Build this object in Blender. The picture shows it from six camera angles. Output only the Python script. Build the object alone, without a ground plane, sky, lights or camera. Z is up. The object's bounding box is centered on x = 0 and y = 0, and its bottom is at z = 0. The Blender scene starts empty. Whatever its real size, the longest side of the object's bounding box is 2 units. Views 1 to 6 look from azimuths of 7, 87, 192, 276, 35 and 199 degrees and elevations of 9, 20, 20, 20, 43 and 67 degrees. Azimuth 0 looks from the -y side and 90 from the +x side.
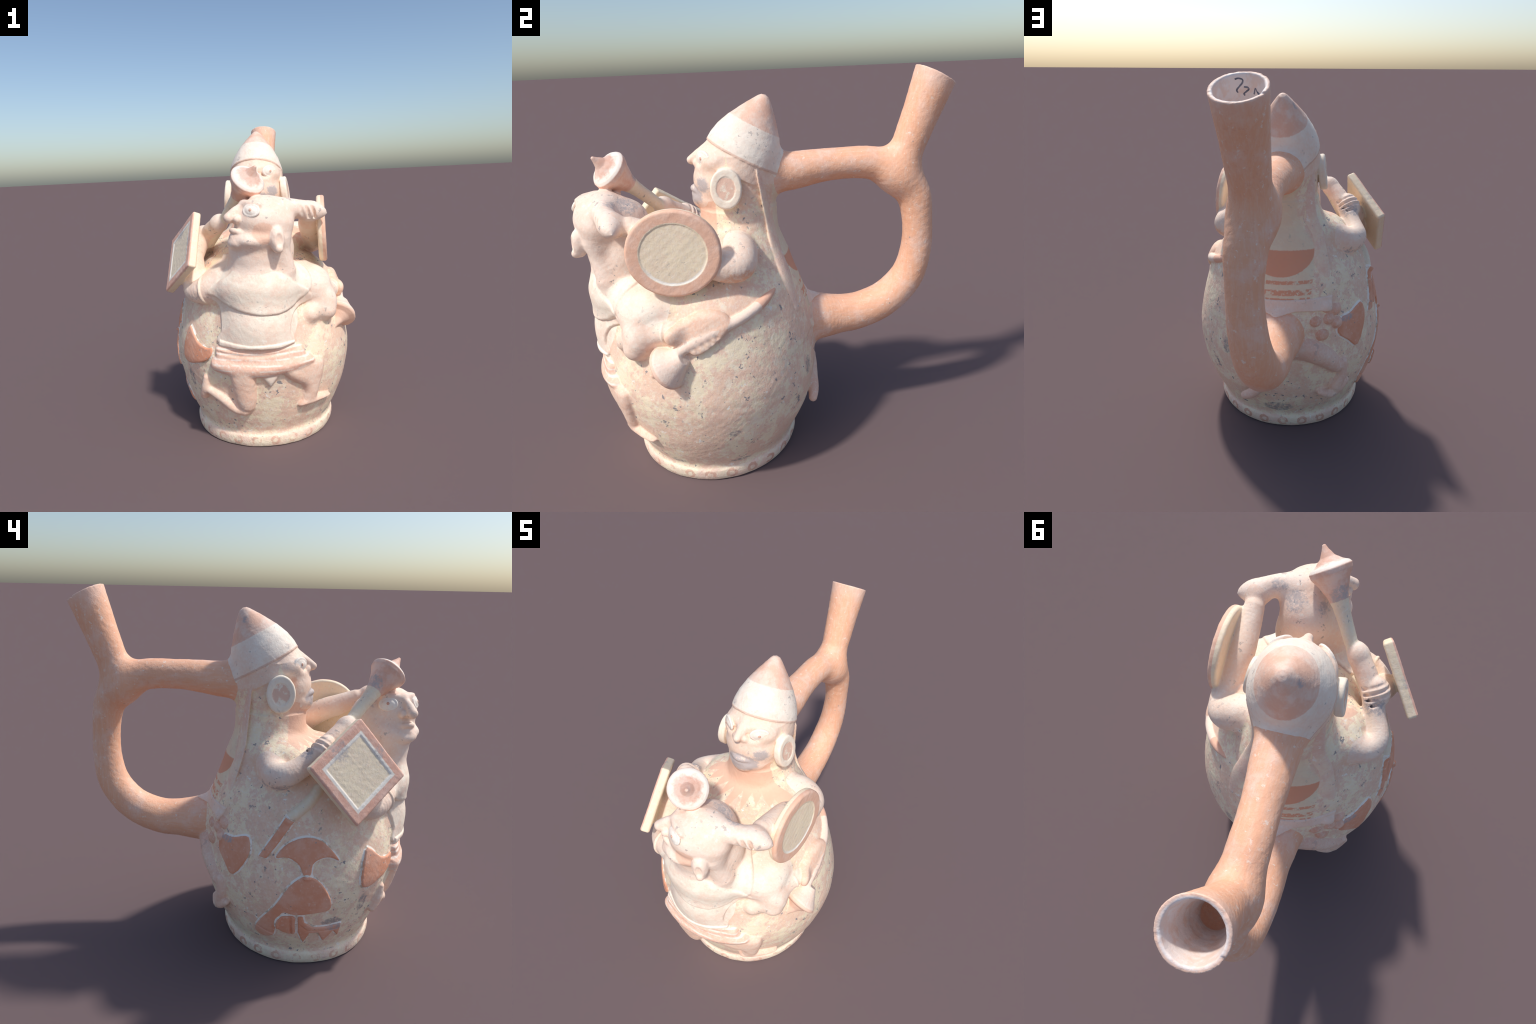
# ---------------------------------------------------------------- implicit clay modelling
# The pot is one continuous clay surface.  Every part is described as a solid
# (tube, ellipsoid, lathe, slab ...) that is pressed onto the previous ones with a
# soft joint; the joined surface is then meshed and cut into named parts.
import math
import numpy as np

F = np.float32
OPS = []            # (function, label, softness, mode, lo, hi)


def V(*a):
    return np.array(a, dtype=np.float64)


def unit(v):
    v = np.asarray(v, float)
    return v / np.linalg.norm(v)


def add(label, shape, k=0.012, mode='join'):
    fn, lo, hi = shape
    OPS.append((fn, label, k, mode, np.asarray(lo, float), np.asarray(hi, float)))


def cut(label, shape, k=0.006):
    add(label, shape, k, 'cut')


def length(q):
    return np.sqrt((q * q).sum(-1))


def tube(pts, rad, flat=None):
    """Rounded tube through points with a radius at each of them."""
    pts = np.asarray(pts, float)
    rad = np.broadcast_to(np.asarray(rad, float), (len(pts),))
    segs = []
    for a, b, ra, rb in zip(pts[:-1], pts[1:], rad[:-1], rad[1:]):
        ba = b - a
        segs.append((a.astype(F), ba.astype(F), F(1.0 / max(ba @ ba, 1e-9)), F(ra), F(rb - ra)))
    if flat is not None:                     # squeeze along one direction
        fd, fs = unit(flat[0]).astype(F), F(flat[1] - 1.0)

    def fn(p):
        d = None
        for a, ba, inv, ra, dr in segs:
            pa = p - a
            t = np.clip((pa @ ba) * inv, 0, 1)
            q = pa - t[..., None] * ba
            if flat is not None:
                q = q + (q @ fd)[..., None] * fd * fs
            e = length(q) - (ra + dr * t)
            d = e if d is None else np.minimum(d, e)
        return d
    m = rad.max()
    return fn, pts.min(0) - m, pts.max(0) + m


def spline(pts, n=8):
    """Catmull-Rom resampling of control points (any dimension)."""
    P = np.asarray(pts, float)
    P = np.vstack([2 * P[0] - P[1], P, 2 * P[-1] - P[-2]])
    out = []
    for i in range(1, len(P) - 2):
        for t in np.linspace(0, 1, n, endpoint=False):
            a, b, c, d = P[i - 1:i + 3]
            out.append(0.5 * (2 * b + (c - a) * t + (2 * a - 5 * b + 4 * c - d) * t * t
                              + (3 * b - a - 3 * c + d) * t ** 3))
    out.append(P[-2])
    return np.array(out)


def stube(pts, rad, n=6, **kw):
    P = np.asarray(pts, float)
    r = np.broadcast_to(np.asarray(rad, float), (len(P),))
    S = spline(np.hstack([P, r[:, None]]), n)
    return tube(S[:, :3], S[:, 3], **kw)


def frame(fwd, up=(0, 0, 1)):
    """Rows: right, forward, up."""
    f = unit(fwd)
    r = unit(np.cross(f, up))
    return np.array([r, f, np.cross(r, f)])


def ellipsoid(c, r, R=None):
    c = np.asarray(c, float)
    r = np.asarray(r, float)
    R = np.eye(3) if R is None else np.asarray(R, float)
    M, cf = R.T.astype(F), c.astype(F)
    i1, i2 = (1 / r).astype(F), (1 / r ** 2).astype(F)

    def fn(p):
        q = (p - cf) @ M
        k0 = length(q * i1)
        k1 = length(q * i2)
        return k0 * (k0 - 1) / np.maximum(k1, 1e-6)
    m = r.max()
    return fn, c - m, c + m


def slab(c, half, R, rnd=0.01):
    c, half = np.asarray(c, float), np.asarray(half, float)
    M, cf, h = np.asarray(R, float).T.astype(F), c.astype(F), (half - rnd).astype(F)

    def fn(p):
        q = np.abs((p - cf) @ M) - h
        return length(np.maximum(q, 0)) + np.minimum(q.max(-1), 0) - F(rnd)
    m = np.linalg.norm(half)
    return fn, c - m, c + m


def puck(c, axis, radius, half, rnd=0.01, squash=(1, 1), up=(0, 0, 1)):
    """Round plate: axis is its normal, squash scales its two in-plane radii."""
    c = np.asarray(c, float)
    R = frame(axis, up)
    M, cf = R.T.astype(F), c.astype(F)

    def fn(p):
        q = (p - cf) @ M
        rr = np.sqrt((q[..., 0] / F(squash[0])) ** 2 + (q[..., 2] / F(squash[1])) ** 2) - F(radius - rnd)
        a = np.abs(q[..., 1]) - F(half - rnd)
        return np.sqrt(np.maximum(rr, 0) ** 2 + np.maximum(a, 0) ** 2) + np.minimum(np.maximum(rr, a), 0) - F(rnd)
    m = radius * max(squash) + half
    return fn, c - m, c + m


def poly2(x, y, poly):
    """Signed distance to a 2D polygon."""
    poly = np.asarray(poly, float)
    n = len(poly)
    d = None
    s = np.ones_like(x)
    for i in range(n):
        ax, ay = map(F, poly[i])
        bx, by = map(F, poly[i - 1])
        ex, ey = bx - ax, by - ay
        wx, wy = x - ax, y - ay
        t = np.clip((wx * ex + wy * ey) / F(max(ex * ex + ey * ey, 1e-9)), 0, 1)
        dx, dy = wx - ex * t, wy - ey * t
        e = dx * dx + dy * dy
        d = e if d is None else np.minimum(d, e)
        c1, c2, c3 = y >= ay, y < by, ex * wy > ey * wx
        s = np.where((c1 & c2 & c3) | (~c1 & ~c2 & ~c3), -s, s)
    return s * np.sqrt(d)


def lathe(c, axis, prof):
    """Solid of revolution; prof is a closed-to-axis list of (along, radius)."""
    c, a = np.asarray(c, float), unit(axis)
    prof = np.asarray(prof, float)
    full = np.vstack([prof, [[prof[-1, 0], -0.02], [prof[0, 0], -0.02]]])
    cf, af = c.astype(F), a.astype(F)

    def fn(p):
        q = p - cf
        t = q @ af
        r = np.sqrt(np.maximum((q * q).sum(-1) - t * t, 0))
        return poly2(t, r, full)
    ends = np.array([c + a * prof[:, 0].min(), c + a * prof[:, 0].max()])
    m = prof[:, 1].max()
    return fn, ends.min(0) - m, ends.max(0) + m


def smin(a, b, k):
    h = np.maximum(F(k) - np.abs(a - b), 0) / F(k)
    return np.minimum(a, b) - h * h * F(k * 0.25)


def smax(a, b, k):
    h = np.maximum(F(k) - np.abs(a - b), 0) / F(k)
    return np.maximum(a, b) + h * h * F(k * 0.25)


def apply_op(o, op, e):
    fn, l, k, mode = op[:4]
    if mode == 'join':
        return smin(o, e, k)
    if mode == 'raise':
        return np.minimum(o, smax(o - F(fn.height[0]), e, fn.height[1]))
    return smax(o, -e, k)


def tremor(p):
    """Slight unevenness of hand-modelled clay."""
    x, y, z = p[..., 0], p[..., 1], p[..., 2]
    s, c = np.sin, np.cos
    return (F(0.0008) * s(F(23) * x + F(1.3) + 2 * s(F(17) * y)) * s(F(19) * z + 2 * c(F(13) * x))
            + F(0.0004) * s(F(61) * y + 3 * s(F(37) * z)) * s(F(53) * x + F(47) * z)
            + F(0.0003) * s(F(131) * z + 3 * s(F(97) * x)) * s(F(127) * y + F(89) * x))


def field_points(p, labels=False):
    """Distance (and part label) at an (n,3) array of points."""
    p = np.asarray(p, F)
    n = len(p)
    d = np.full(n, 1.0, F)
    lab = np.zeros(n, np.int16)
    for fn, l, k, mode, lo, hi in OPS:
        m = k + 0.03
        idx = np.nonzero(((p > (lo - m).astype(F)) & (p < (hi + m).astype(F))).all(1))[0]
        if len(idx) == 0:
            continue
        e = fn(p[idx])
        o = d[idx]
        if mode == 'join':
            if labels and l is not None:
                lab[idx] = np.where(e < o, l, lab[idx])
            d[idx] = smin(o, e, k)
        elif mode == 'raise':
            h, kk = fn.height
            r = smax(o - F(h), e, kk)
            if labels and l is not None:
                lab[idx] = np.where((e < 0) & (o < h + .03), l, lab[idx])
            d[idx] = np.minimum(o, r)
        else:
            if labels and l is not None:
                lab[idx] = np.where(-e > o, l, lab[idx])
            d[idx] = smax(o, -e, k)
    d = d + tremor(p)
    return (d, lab) if labels else d
# ---------------------------------------------------------------- parts of the pot
NAMES = ['']
def part(name):
    NAMES.append(name)
    return len(NAMES) - 1

# ---- vessel (lathe, slightly oval) ---------------------------------------------
CX, CY = -0.0135, -0.322
OVAL = 1.012
PROFILE = [(0.0, 0.425), (0.004, 0.434), (0.03, 0.444), (0.062, 0.445), (0.08, 0.436), (0.1, 0.436), (0.13, 0.448), (0.2, 0.480),
           (0.32, 0.521), (0.45, 0.547), (0.52, 0.551), (0.58, 0.548), (0.72, 0.524),
           (0.86, 0.487), (0.94, 0.462), (1.0, 0.43), (1.05, 0.38), (1.09, 0.32), (1.11, 0.23), (1.12, 0.0)]
_S = spline(PROFILE, 12)
PZ, PR = np.maximum.accumulate(_S[:, 0]), _S[:, 1]
SLOPE = np.clip(np.gradient(PR, PZ + np.arange(len(PZ)) * 1e-6), -12, 12)
STEEP = np.maximum(1 / np.sqrt(1 + SLOPE ** 2), .45)


def swell(x, y, z):
    """The front wall is pushed out a little where the crouching figure sits on it."""
    a = np.arctan2(x, -y) - .02
    return .024 * np.exp(-(a / .92) ** 2 - ((z - .66) / .19) ** 2)


def vessel_shape():
    def fn(p):
        z = p[..., 2]
        lean = np.clip(1 - z / F(.3), 0, 1)            # the foot sits slightly off centre
        x, y = p[..., 0] - F(CX) + F(.008) * lean, (p[..., 1] - F(CY) + F(.014) * lean) / F(OVAL)
        r = np.sqrt(x * x + y * y)
        d = (r - np.interp(z, PZ, PR).astype(F) - swell(x, y, z).astype(F)) * np.interp(z, PZ, STEEP).astype(F)
        return np.maximum(np.maximum(d, -z), z - F(PZ[-1]))
    return fn, (CX - .6, CY - .62, -.01), (CX + .6, CY + .62, 1.15)


def on_vessel(az, z, out=0.0):
    """Point on the vessel wall; az in degrees, 0 = front (-y), 90 = +x."""
    a = math.radians(az)
    r = np.interp(z, PZ, PR) + out + swell(math.sin(a), -math.cos(a), z)
    return V(CX + r * math.sin(a), CY - r * OVAL * math.cos(a), z)


VESSEL = part('vessel_body')
RING = part('base_ring')
add(VESSEL, vessel_shape(), 0.001)
def foot_band(p):
    return p[..., 2] - F(.079)
foot_band.height = (0.0, .001)
OPS.append((foot_band, RING, .01, 'raise', np.array((-.6, -.9, -.05)), np.array((.6, .3, .08))))

# ---- standing warrior (rear): torso cone, neck, head ----------------------------
TORSO_A = part('torso'); NECK_A = part('neck'); HEAD_A = part('head')
def cone_stack(secs):
    """Loft of upright ellipses: (z, cx, cy, rx, ry)."""
    S = np.asarray(secs, float)
    S = spline(S, 6)
    z = S[:, 0]

    def fn(p):
        c = [np.interp(p[..., 2], z, S[:, i]).astype(F) for i in range(1, 5)]
        u, v = (p[..., 0] - c[0]) / c[2], (p[..., 1] - c[1]) / c[3]
        k = np.sqrt(u * u + v * v)
        side = (k - 1) * np.minimum(c[2], c[3]) * F(0.92)
        cap = np.maximum(F(z[0]) - p[..., 2], p[..., 2] - F(z[-1]))
        return np.maximum(side, cap)
    lo = (( S[:, 1] - S[:, 3]).min(), (S[:, 2] - S[:, 4]).min(), z[0])
    hi = (( S[:, 1] + S[:, 3]).max(), (S[:, 2] + S[:, 4]).max(), z[-1])
    return fn, lo, hi

add(TORSO_A, cone_stack([(0.72, -.015, -.14, .38, .355), (0.85, -.015, -.155, .35, .355), (0.98, -.018, -.17, .318, .325),
                         (1.1, -.025, -.17, .285, .285), (1.17, -.03, -.158, .255, .245), (1.24, -.03, -.145, .212, .205), (1.3, -.03, -.14, .185, .19), (1.35, -.03, -.14, .17, .185)]), 0.05)
add(TORSO_A, ellipsoid((.17, -.22, 1.17), (.14, .15, .09)), .05)
add(TORSO_A, ellipsoid((-.21, -.24, 1.15), (.14, .16, .09)), .05)
add(TORSO_A, ellipsoid((-.03, -.37, 1.065), (.29, .27, .16)), .06)
add(NECK_A, cone_stack([(1.2, -.03, -.145, .18, .19), (1.3, -.03, -.14, .168, .19), (1.42, -.03, -.137, .168, .19), (1.56, -.03, -.13, .168, .18), (1.62, -.03, -.12, .16, .17)]), 0.03)
HA = frame((0, -1, 0))
CA = V(-.024, -.163, 1.5)
def A(r, f, u):          # local head coordinates -> world
    return CA + V(r, f, u) @ HA
def snap(c, out):
    """Slide a point along a direction until it lies on the clay modelled so far."""
    out = unit(out)
    t = np.linspace(.12, -.12, 481)
    d = field_points(np.asarray(c) + t[:, None] * out)
    return np.asarray(c) + t[np.argmax(d < 0)] * out
add(HEAD_A, ellipsoid(A(0, .045, .0), (.16, .148, .15), HA), 0.02)
add(HEAD_A, ellipsoid(A(0, .08, -.085), (.115, .125, .058), HA), 0.03)    # jaw
add(HEAD_A, ellipsoid(A(0, .07, .10), (.158, .105, .08), HA), 0.03)      # forehead
for s_ in (-1, 1):
    cut(HEAD_A, ellipsoid(A(.075 * s_, .155, .122), (.045, .022, .03), HA), .03)    # eye sockets
NOSE_A = part('nose')
add(NOSE_A, stube([A(0, .10, .168), A(0, .155, .135), A(0, .196, .102)], [.016, .021, .022]), 0.02)
add(NOSE_A, tube([A(-.028, .168, .088), A(.028, .168, .088)], [.017, .017]), 0.012)
LIPS_A = part('lips')
add(LIPS_A, stube([A(-.065, .16, -.05), A(-.03, .19, -.04), A(0, .198, -.037), A(.03, .19, -.04), A(.065, .16, -.05)], [.008, .012, .014, .012, .008]), 0.012)
add(LIPS_A, stube([A(-.055, .16, -.068), A(-.025, .187, -.067), A(0, .194, -.066), A(.025, .187, -.067), A(.055, .16, -.068)], [.008, .012, .013, .012, .008]), 0.012)
add(HEAD_A, ellipsoid(A(0, .165, -.105), (.05, .035, .028), HA), .02)    # chin
PUPIL = part('pupil')
def eye(label, c, out, wide, s=1.0):
    """Raised almond rim, ball and painted pupil, set on the clay below."""
    c = snap(c, out)
    R = frame(out, np.cross(out, wide))
    ring_ = [c + (R[0] * math.cos(t) * .045 + R[2] * math.sin(t) * .03) * s for t in np.linspace(0, 2 * math.pi, 25)]
    add(label, ellipsoid(c, (.042 * s, .014, .028 * s), R), .004)
    add(label, tube(ring_, .0065 * s), .004)
    add(PUPIL, ellipsoid(c + R[1] * .012, (.009 * s, .006, .009 * s), R), .002)
EYE = part('eye'); EYE2 = part('eye')
eye(EYE, A(-.08, .11, .122), unit(HA[1] * .8 - HA[0] * .6), unit(HA[0] * .8 + HA[1] * .6))
eye(EYE2, A(.08, .11, .122), unit(HA[1] * .8 + HA[0] * .6), unit(HA[0] * .8 - HA[1] * .6))

# helmet: leaning cone on a sloping brim
HELMET = part('helmet')
def helmet(scale=1.0, below=0.0):
    c, tip = V(-.03, -.1, 1.607), V(-.033, .024, 1.893)
    n, u = unit(V(0, .48, .877)), V(1, 0, 0)
    v = np.cross(n, u)
    ax = tip - c
    na = float(n @ ax)
    tt = [-.5, -.02, 0, .12, .3, .5, .7, .85, .94, .98, 1.0]
    rr = [1.0, 1.0, 1.0, .965, .862, .692, .47, .285, .165, .10, .0]

    def fn(p):
        q = p - c.astype(F)
        t = (q @ n.astype(F)) / F(na)
        q = q - t[..., None] * ax.astype(F)
        k = np.sqrt(((q @ u.astype(F)) / F(.178)) ** 2 + ((q @ v.astype(F)) / F(.2)) ** 2)
        side = (k - F(scale) * np.interp(t, tt, rr).astype(F)) * F(.16)
        return np.maximum(np.maximum(side, -t * F(na) - F(below)), (t - 1) * F(na))
    return fn, (-.25, -.33, 1.36), (.19, .13, 1.91)
add(HEAD_A, helmet(.955, .075), .03)
add(HELMET, helmet(), 0.006)

# ear spools
SPOOLS = [(part('ear_spool'), V(.163, -.193, 1.487), V(1, -.05, .12)), (part('ear_spool'), V(-.215, -.205, 1.478), V(-1, -.1, .12))]
for l, c, ax in SPOOLS:
    add(l, puck(c, ax, .092, .021, .012, (.82, 1.06)), .008)
    add(NECK_A, tube([c - unit(ax) * .05, c * V(.4, 1, 1)], .05), .02)
    cut(l, puck(c + unit(ax) * .026, ax, .056, .008, .004, (.8, 1.05)), .004)

# two long locks / straps down the back of the warrior
for s in (1, -1):
    l = part('hair_lock')
    P = [(.115, -.03, 1.55), (.088, .004, 1.33), (.12, .036, 1.16), (.175, .082, 1.01), (.215, .122, .87)] if s > 0 else \
        [(-.165, -.04, 1.54), (-.178, -.015, 1.3), (-.22, .0, 1.17), (-.26, .047, 1.0), (-.285, .068, .88)]
    add(l, stube(P, [.03, .036, .044, .044, .02], n=16, flat=((s * .6, 1, .25), 4.0)), .006)

# ---- stirrup handle and spout ---------------------------------------------------
HANDLE = part('stirrup_handle')
add(HANDLE, stube([(-.036, .03, 1.515), (-.042, .14, 1.518), (-.058, .36, 1.537), (-.066, .56, 1.53), (-.062, .70, 1.46), (-.052, .785, 1.36),
                   (-.051, .816, 1.2), (-.06, .818, 1.03), (-.074, .778, .877), (-.08, .668, .752), (-.077, .52, .686), (-.066, .38, .675), (-.054, .24, .678), (-.04, .15, .678)],
                  [.105, .097, .081, .084, .092, .088, .078, .082, .09, .097, .104, .112, .135, .135]), .05)
SPOUT = part('spout')
SA, SB = V(-.062, .70, 1.47), V(-.06, .868, 1.95)
sd = unit(SB - SA)
add(SPOUT, tube([SA, SA + .15 * sd, SA + .32 * sd, SB + .03 * sd], [.085, .084, .092, .108]), .085)
tilt = unit(V(.012, .455, .89))
add(None, puck(SB + tilt * .153, tilt, .3, .15, .004), .004, 'cut')
add(SPOUT, tube([SA + .27 * sd, SA + .33 * sd, SA + .40 * sd, SB + .05 * sd], [.05, .063, .075, .094]), .006, 'cut')

for t, r in ((.4, .007), (1.5, .005), (2.7, .008), (3.9, .006), (5.2, .007)):     # chips in the rim
    cut(SPOUT, ellipsoid(SB + V(math.cos(t) * .1, math.sin(t) * .1, -math.sin(t) * .05 + .008), (r * 1.6, r * 1.6, r * .7)), .006)

# ---- low relief raised from whatever lies below ----------------------------------
def chart(poly, core=.0):
    """Signed distance to a polygon drawn on the wall in (azimuth degrees, height)."""
    P = np.asarray(poly, float)
    a0 = P[:, 0].mean()
    flat = np.stack([np.radians(P[:, 0] - a0) * .53, P[:, 1]], -1)
    mid = math.radians(a0)
    ca, sa = F(math.cos(mid)), F(math.sin(mid))

    def fn(p):
        x, y = p[..., 0] - F(CX), -(p[..., 1] - F(CY)) / F(OVAL)
        a = np.arctan2(x * ca - y * sa, y * ca + x * sa)
        d = poly2(a * F(.53), p[..., 2], flat)
        return np.maximum(d, F(core) - np.sqrt(x * x + y * y)) if core else d
    pts = np.array([on_vessel(a, z, o) for a, z in P for o in (-.25, .12)])
    return fn, pts.min(0), pts.max(0)


def curved(pts, n=5):
    """Closed smooth outline through the points."""
    P = np.asarray(pts, float)
    P = np.vstack([P[-1], P, P[0], P[1]])
    return spline(P, n)[n:-n - 1]


def relief(label, poly, h=.012, edge=.01, outline=None, core=.0):
    if outline:                      # pale incised line around the motif
        f0, lo, hi = chart(poly)

        def line(p):
            return f0(p) - F(.009)
        line.height = (.0015, .004)
        OPS.append((line, outline, .03, 'raise', lo - .02, hi + .02))
    fn, lo, hi = chart(poly, core)
    fn.height = (h, edge)
    OPS.append((fn, label, .03, 'raise', lo, hi))


def cushion(label, poly, h, edge=.02, k=.01):
    """Flat pad of clay on the bare wall, with rounded edges."""
    wall = vessel_shape()[0]
    c, lo, hi = chart(poly)

    def fn(p):
        return smax(wall(p) - F(h), c(p), edge)
    OPS.append((fn, label, k, 'join', lo, hi))


def wall_tube(label, pts, rad, k=.015, n=5):
    """Tube lying on the wall: (azimuth, height, lift, radius) along a spline."""
    S = spline(np.asarray(pts, float), n)
    add(label, tube([on_vessel(a, z, o) for a, z, o, r in np.column_stack([S, np.zeros(len(S))])[:, :4]] if S.shape[1] == 3 else
                    [on_vessel(a, z, o) for a, z, o, r in S], rad if S.shape[1] == 3 else S[:, 3]), k)


def ring(label, c, axis, r, thick, k=.004, squash=(1, 1)):
    """A cuff or band around a limb."""
    R = frame(axis, (.13, .27, .95))
    add(label, tube([np.asarray(c) + (R[0] * math.cos(t) * squash[0] + R[2] * math.sin(t) * squash[1]) * r for t in np.linspace(0, 2 * math.pi, 25)], thick), k)


# ---- crouching warrior (front): torso, neck, head -------------------------------
TORSO_B = part('torso'); NECK_B = part('neck'); HEAD_B = part('head'); COLLAR_B = part('collar')
add(TORSO_B, ellipsoid((.01, -.69, .98), (.25, .225, .155)), .05)
add(TORSO_B, ellipsoid((.27, -.58, .962), (.16, .16, .11)), .05)
add(TORSO_B, ellipsoid((-.21, -.64, .96), (.14, .16, .11)), .05)
add(TORSO_B, ellipsoid((.015, -.705, .75), (.23, .228, .27)), .06)
relief(TORSO_B, curved([(-24.1, 0.966), (-20.2, 0.847), (-18.4, 0.758), (-20.5, 0.68), (2.8, 0.671), (23.8, 0.675), (22.1, 0.748), (25.5, 0.835), (36.8, 0.919), (2.6, 1.094)]), .012)
relief(COLLAR_B, curved([(-38, 1.06), (-30, .985), (-18.5, .916), (-6.8, .875), (5.2, .852), (16.2, .85), (27, .882), (36, .95), (40, 1.06), (40, 1.25), (0, 1.25), (-36, 1.25)]), .014, .02, core=.30)
add(NECK_B, tube([(.012, -.74, 1.02), (.018, -.775, 1.22)], [.162, .15]), .04)
# ---- arms of the standing warrior ----------------------------------------------
ARM_AL = part('arm'); HAND_AL = part('hand')
add(ARM_AL, stube([(.14, -.17, 1.2), (.25, -.15, 1.195), (.322, -.165, 1.16), (.34, -.28, 1.185), (.318, -.42, 1.28), (.318, -.53, 1.325), (.315, -.63, 1.37)],
                  [.075, .085, .08, .072, .068, .062, .05]), .03)
add(HAND_AL, ellipsoid((.32, -.70, 1.385), (.062, .06, .055)), .02)
HAIR_B = part('hair')
add(HAIR_B, stube([(.10, -.78, 1.42), (.2, -.765, 1.415), (.3, -.73, 1.4), (.37, -.70, 1.385), (.415, -.687, 1.373)], [.06, .055, .05, .04, .006]), .03)
for x in (.285, .315, .345):
    cut(HAND_AL, tube([(x - .01, -.80 + (x - .285) * .5, 1.44), (x, -.795 + (x - .285) * .6, 1.40), (x + .005, -.78 + (x - .285) * .6, 1.36)], .009), .01)
ARM_AR = part('arm'); HAND_AR = part('hand')
add(ARM_AR, stube([(-.16, -.17, 1.16), (-.27, -.17, 1.13), (-.37, -.2, 1.1), (-.41, -.255, 1.11), (-.385, -.335, 1.15), (-.338, -.42, 1.222), (-.29, -.485, 1.275), (-.235, -.54, 1.318)],
                  [.07, .075, .072, .064, .055, .052, .05, .048]), .03)
add(HAND_AR, ellipsoid((-.222, -.55, 1.325), (.05, .06, .055), frame((.5, -.55, .66))), .015)
# war club held in that hand
CLUB_A = part('war_club')
ca, cd = V(-.006, -.768, 1.584), unit(V(.5, -.55, .66))
def club(label, rim, ax, L, s=1.0):
    add(label, lathe(rim, ax, [(-L, .0), (-L, .02 * s), (-L + .02, .027 * s), (-.25, .036 * s), (-.17, .04 * s), (-.12, .052 * s), (-.06, .08 * s), (-.025, .103 * s),
                               (-.004, .106 * s), (.008, .095 * s), (.02, .068 * s), (.045, .036 * s), (.075, .018 * s), (.098, .008 * s), (.1, 0)]), .012)
club(CLUB_A, ca, cd, .62, .95)

# ---- shields -------------------------------------------------------------------
DISC = part('round_shield')
dn = V(1, -.02, .03)
dc = V(.392, -.44, 1.262)
add(DISC, puck(dc, dn, .203, .024, .014, (1.05, .99)), .012)
cut(DISC, puck(dc + V(.0325, 0, 0), dn, .142, .012, .005, (1.05, .99)), .004)
DIAMOND = part('diamond_shield')
D0 = V(-.447, -.603, 1.16)
de1, de2 = V(.096, .01, .235), V(.107, -.234, -.041)
dn2 = unit(np.cross(de2, de1)); dn2 = dn2 if dn2[0] < 0 else -dn2
DU = unit(de1 + de2); DW = np.cross(dn2, DU)
hs = (np.linalg.norm(de1) + np.linalg.norm(de2)) / 2 / math.sqrt(2) * 1.03
add(DIAMOND, slab(D0 - dn2 * .004, (hs, .026, hs), [DU, dn2, DW], .012), .012)
cut(DIAMOND, slab(D0 + dn2 * .0285, (hs * .68, .01, hs * .68), [DU, dn2, DW], .006), .004)

HB = frame((-.88, -.47, .06))
CB = V(.075, -.80, 1.352)
def B(r, f, u):
    return CB + V(r, f, u) @ HB
add(HEAD_B, ellipsoid(CB, (.143, .165, .138), HB), .03)
add(HEAD_B, ellipsoid(B(0, .085, -.10), (.125, .105, .06), HB), .03)
add(HEAD_B, ellipsoid(B(0, .0, -.09), (.14, .13, .06), HB), .03)      # jaw
NOSE_B = part('nose')
add(NOSE_B, stube([B(0, .115, .09), B(0, .168, .055), B(0, .204, .018)], [.018, .024, .029]), .02)
add(NOSE_B, tube([B(-.033, .17, .012), B(.033, .17, .012)], [.022, .022]), .012)
for s in (-1, 1):
    cut(NOSE_B, ellipsoid(B(.026 * s, .186, -.006), (.012, .014, .013), HB), .006)
LIPS_B = part('lips')
add(HEAD_B, stube([B(-.10, .072, .095), B(-.05, .112, .098), B(0, .122, .094), B(.05, .112, .098), B(.10, .072, .095)], [.008, .012, .012, .012, .008]), .035)
add(LIPS_B, stube([B(-.06, .13, -.062), B(-.03, .17, -.052), B(0, .184, -.048), B(.03, .17, -.052), B(.06, .13, -.062)], [.008, .014, .016, .014, .008]), .012)
add(LIPS_B, stube([B(-.055, .13, -.082), B(0, .18, -.083), B(.055, .13, -.082)], [.009, .016, .009]), .012)
add(HEAD_B, ellipsoid(B(0, .165, -.118), (.06, .04, .03), HB), .02)      # chin
EYE_B = part('eye'); EYE_B2 = part('eye')
eye(EYE_B, B(-.085, .107, .06), unit(HB[1] * .72 - HB[0] * .62 + HB[2] * .3), unit(HB[0] * .8 + HB[1] * .5), 1.0)
eye(EYE_B2, B(.085, .107, .06), unit(HB[1] * .72 + HB[0] * .62 + HB[2] * .3), unit(HB[0] * .8 - HB[1] * .5), 1.0)
EAR_B = part('ear')
ec = V(.15, -.915, 1.262)
ER = frame((.45, -.88, .05))
HAIR_SIDE = part('hair')
add(HAIR_SIDE, ellipsoid((.06, -.69, 1.31), (.125, .105, .13)), .04)
add(HAIR_SIDE, ellipsoid((.12, -.70, 1.18), (.11, .11, .15)), .05)
add(HAIR_SIDE, stube([(.165, -.82, 1.33), (.17, -.83, 1.2), (.185, -.80, 1.08)], [.055, .04, .05]), .05)
add(EAR_B, ellipsoid(ec, (.042, .04, .072), ER), .012)
cut(EAR_B, ellipsoid(ec + ER[1] * .04 - ER[2] * .005, (.02, .014, .045), ER), .006)
add(EAR_B, ellipsoid(ec + ER[1] * .02 - ER[2] * .05, (.022, .022, .022), ER), .008)

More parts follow.
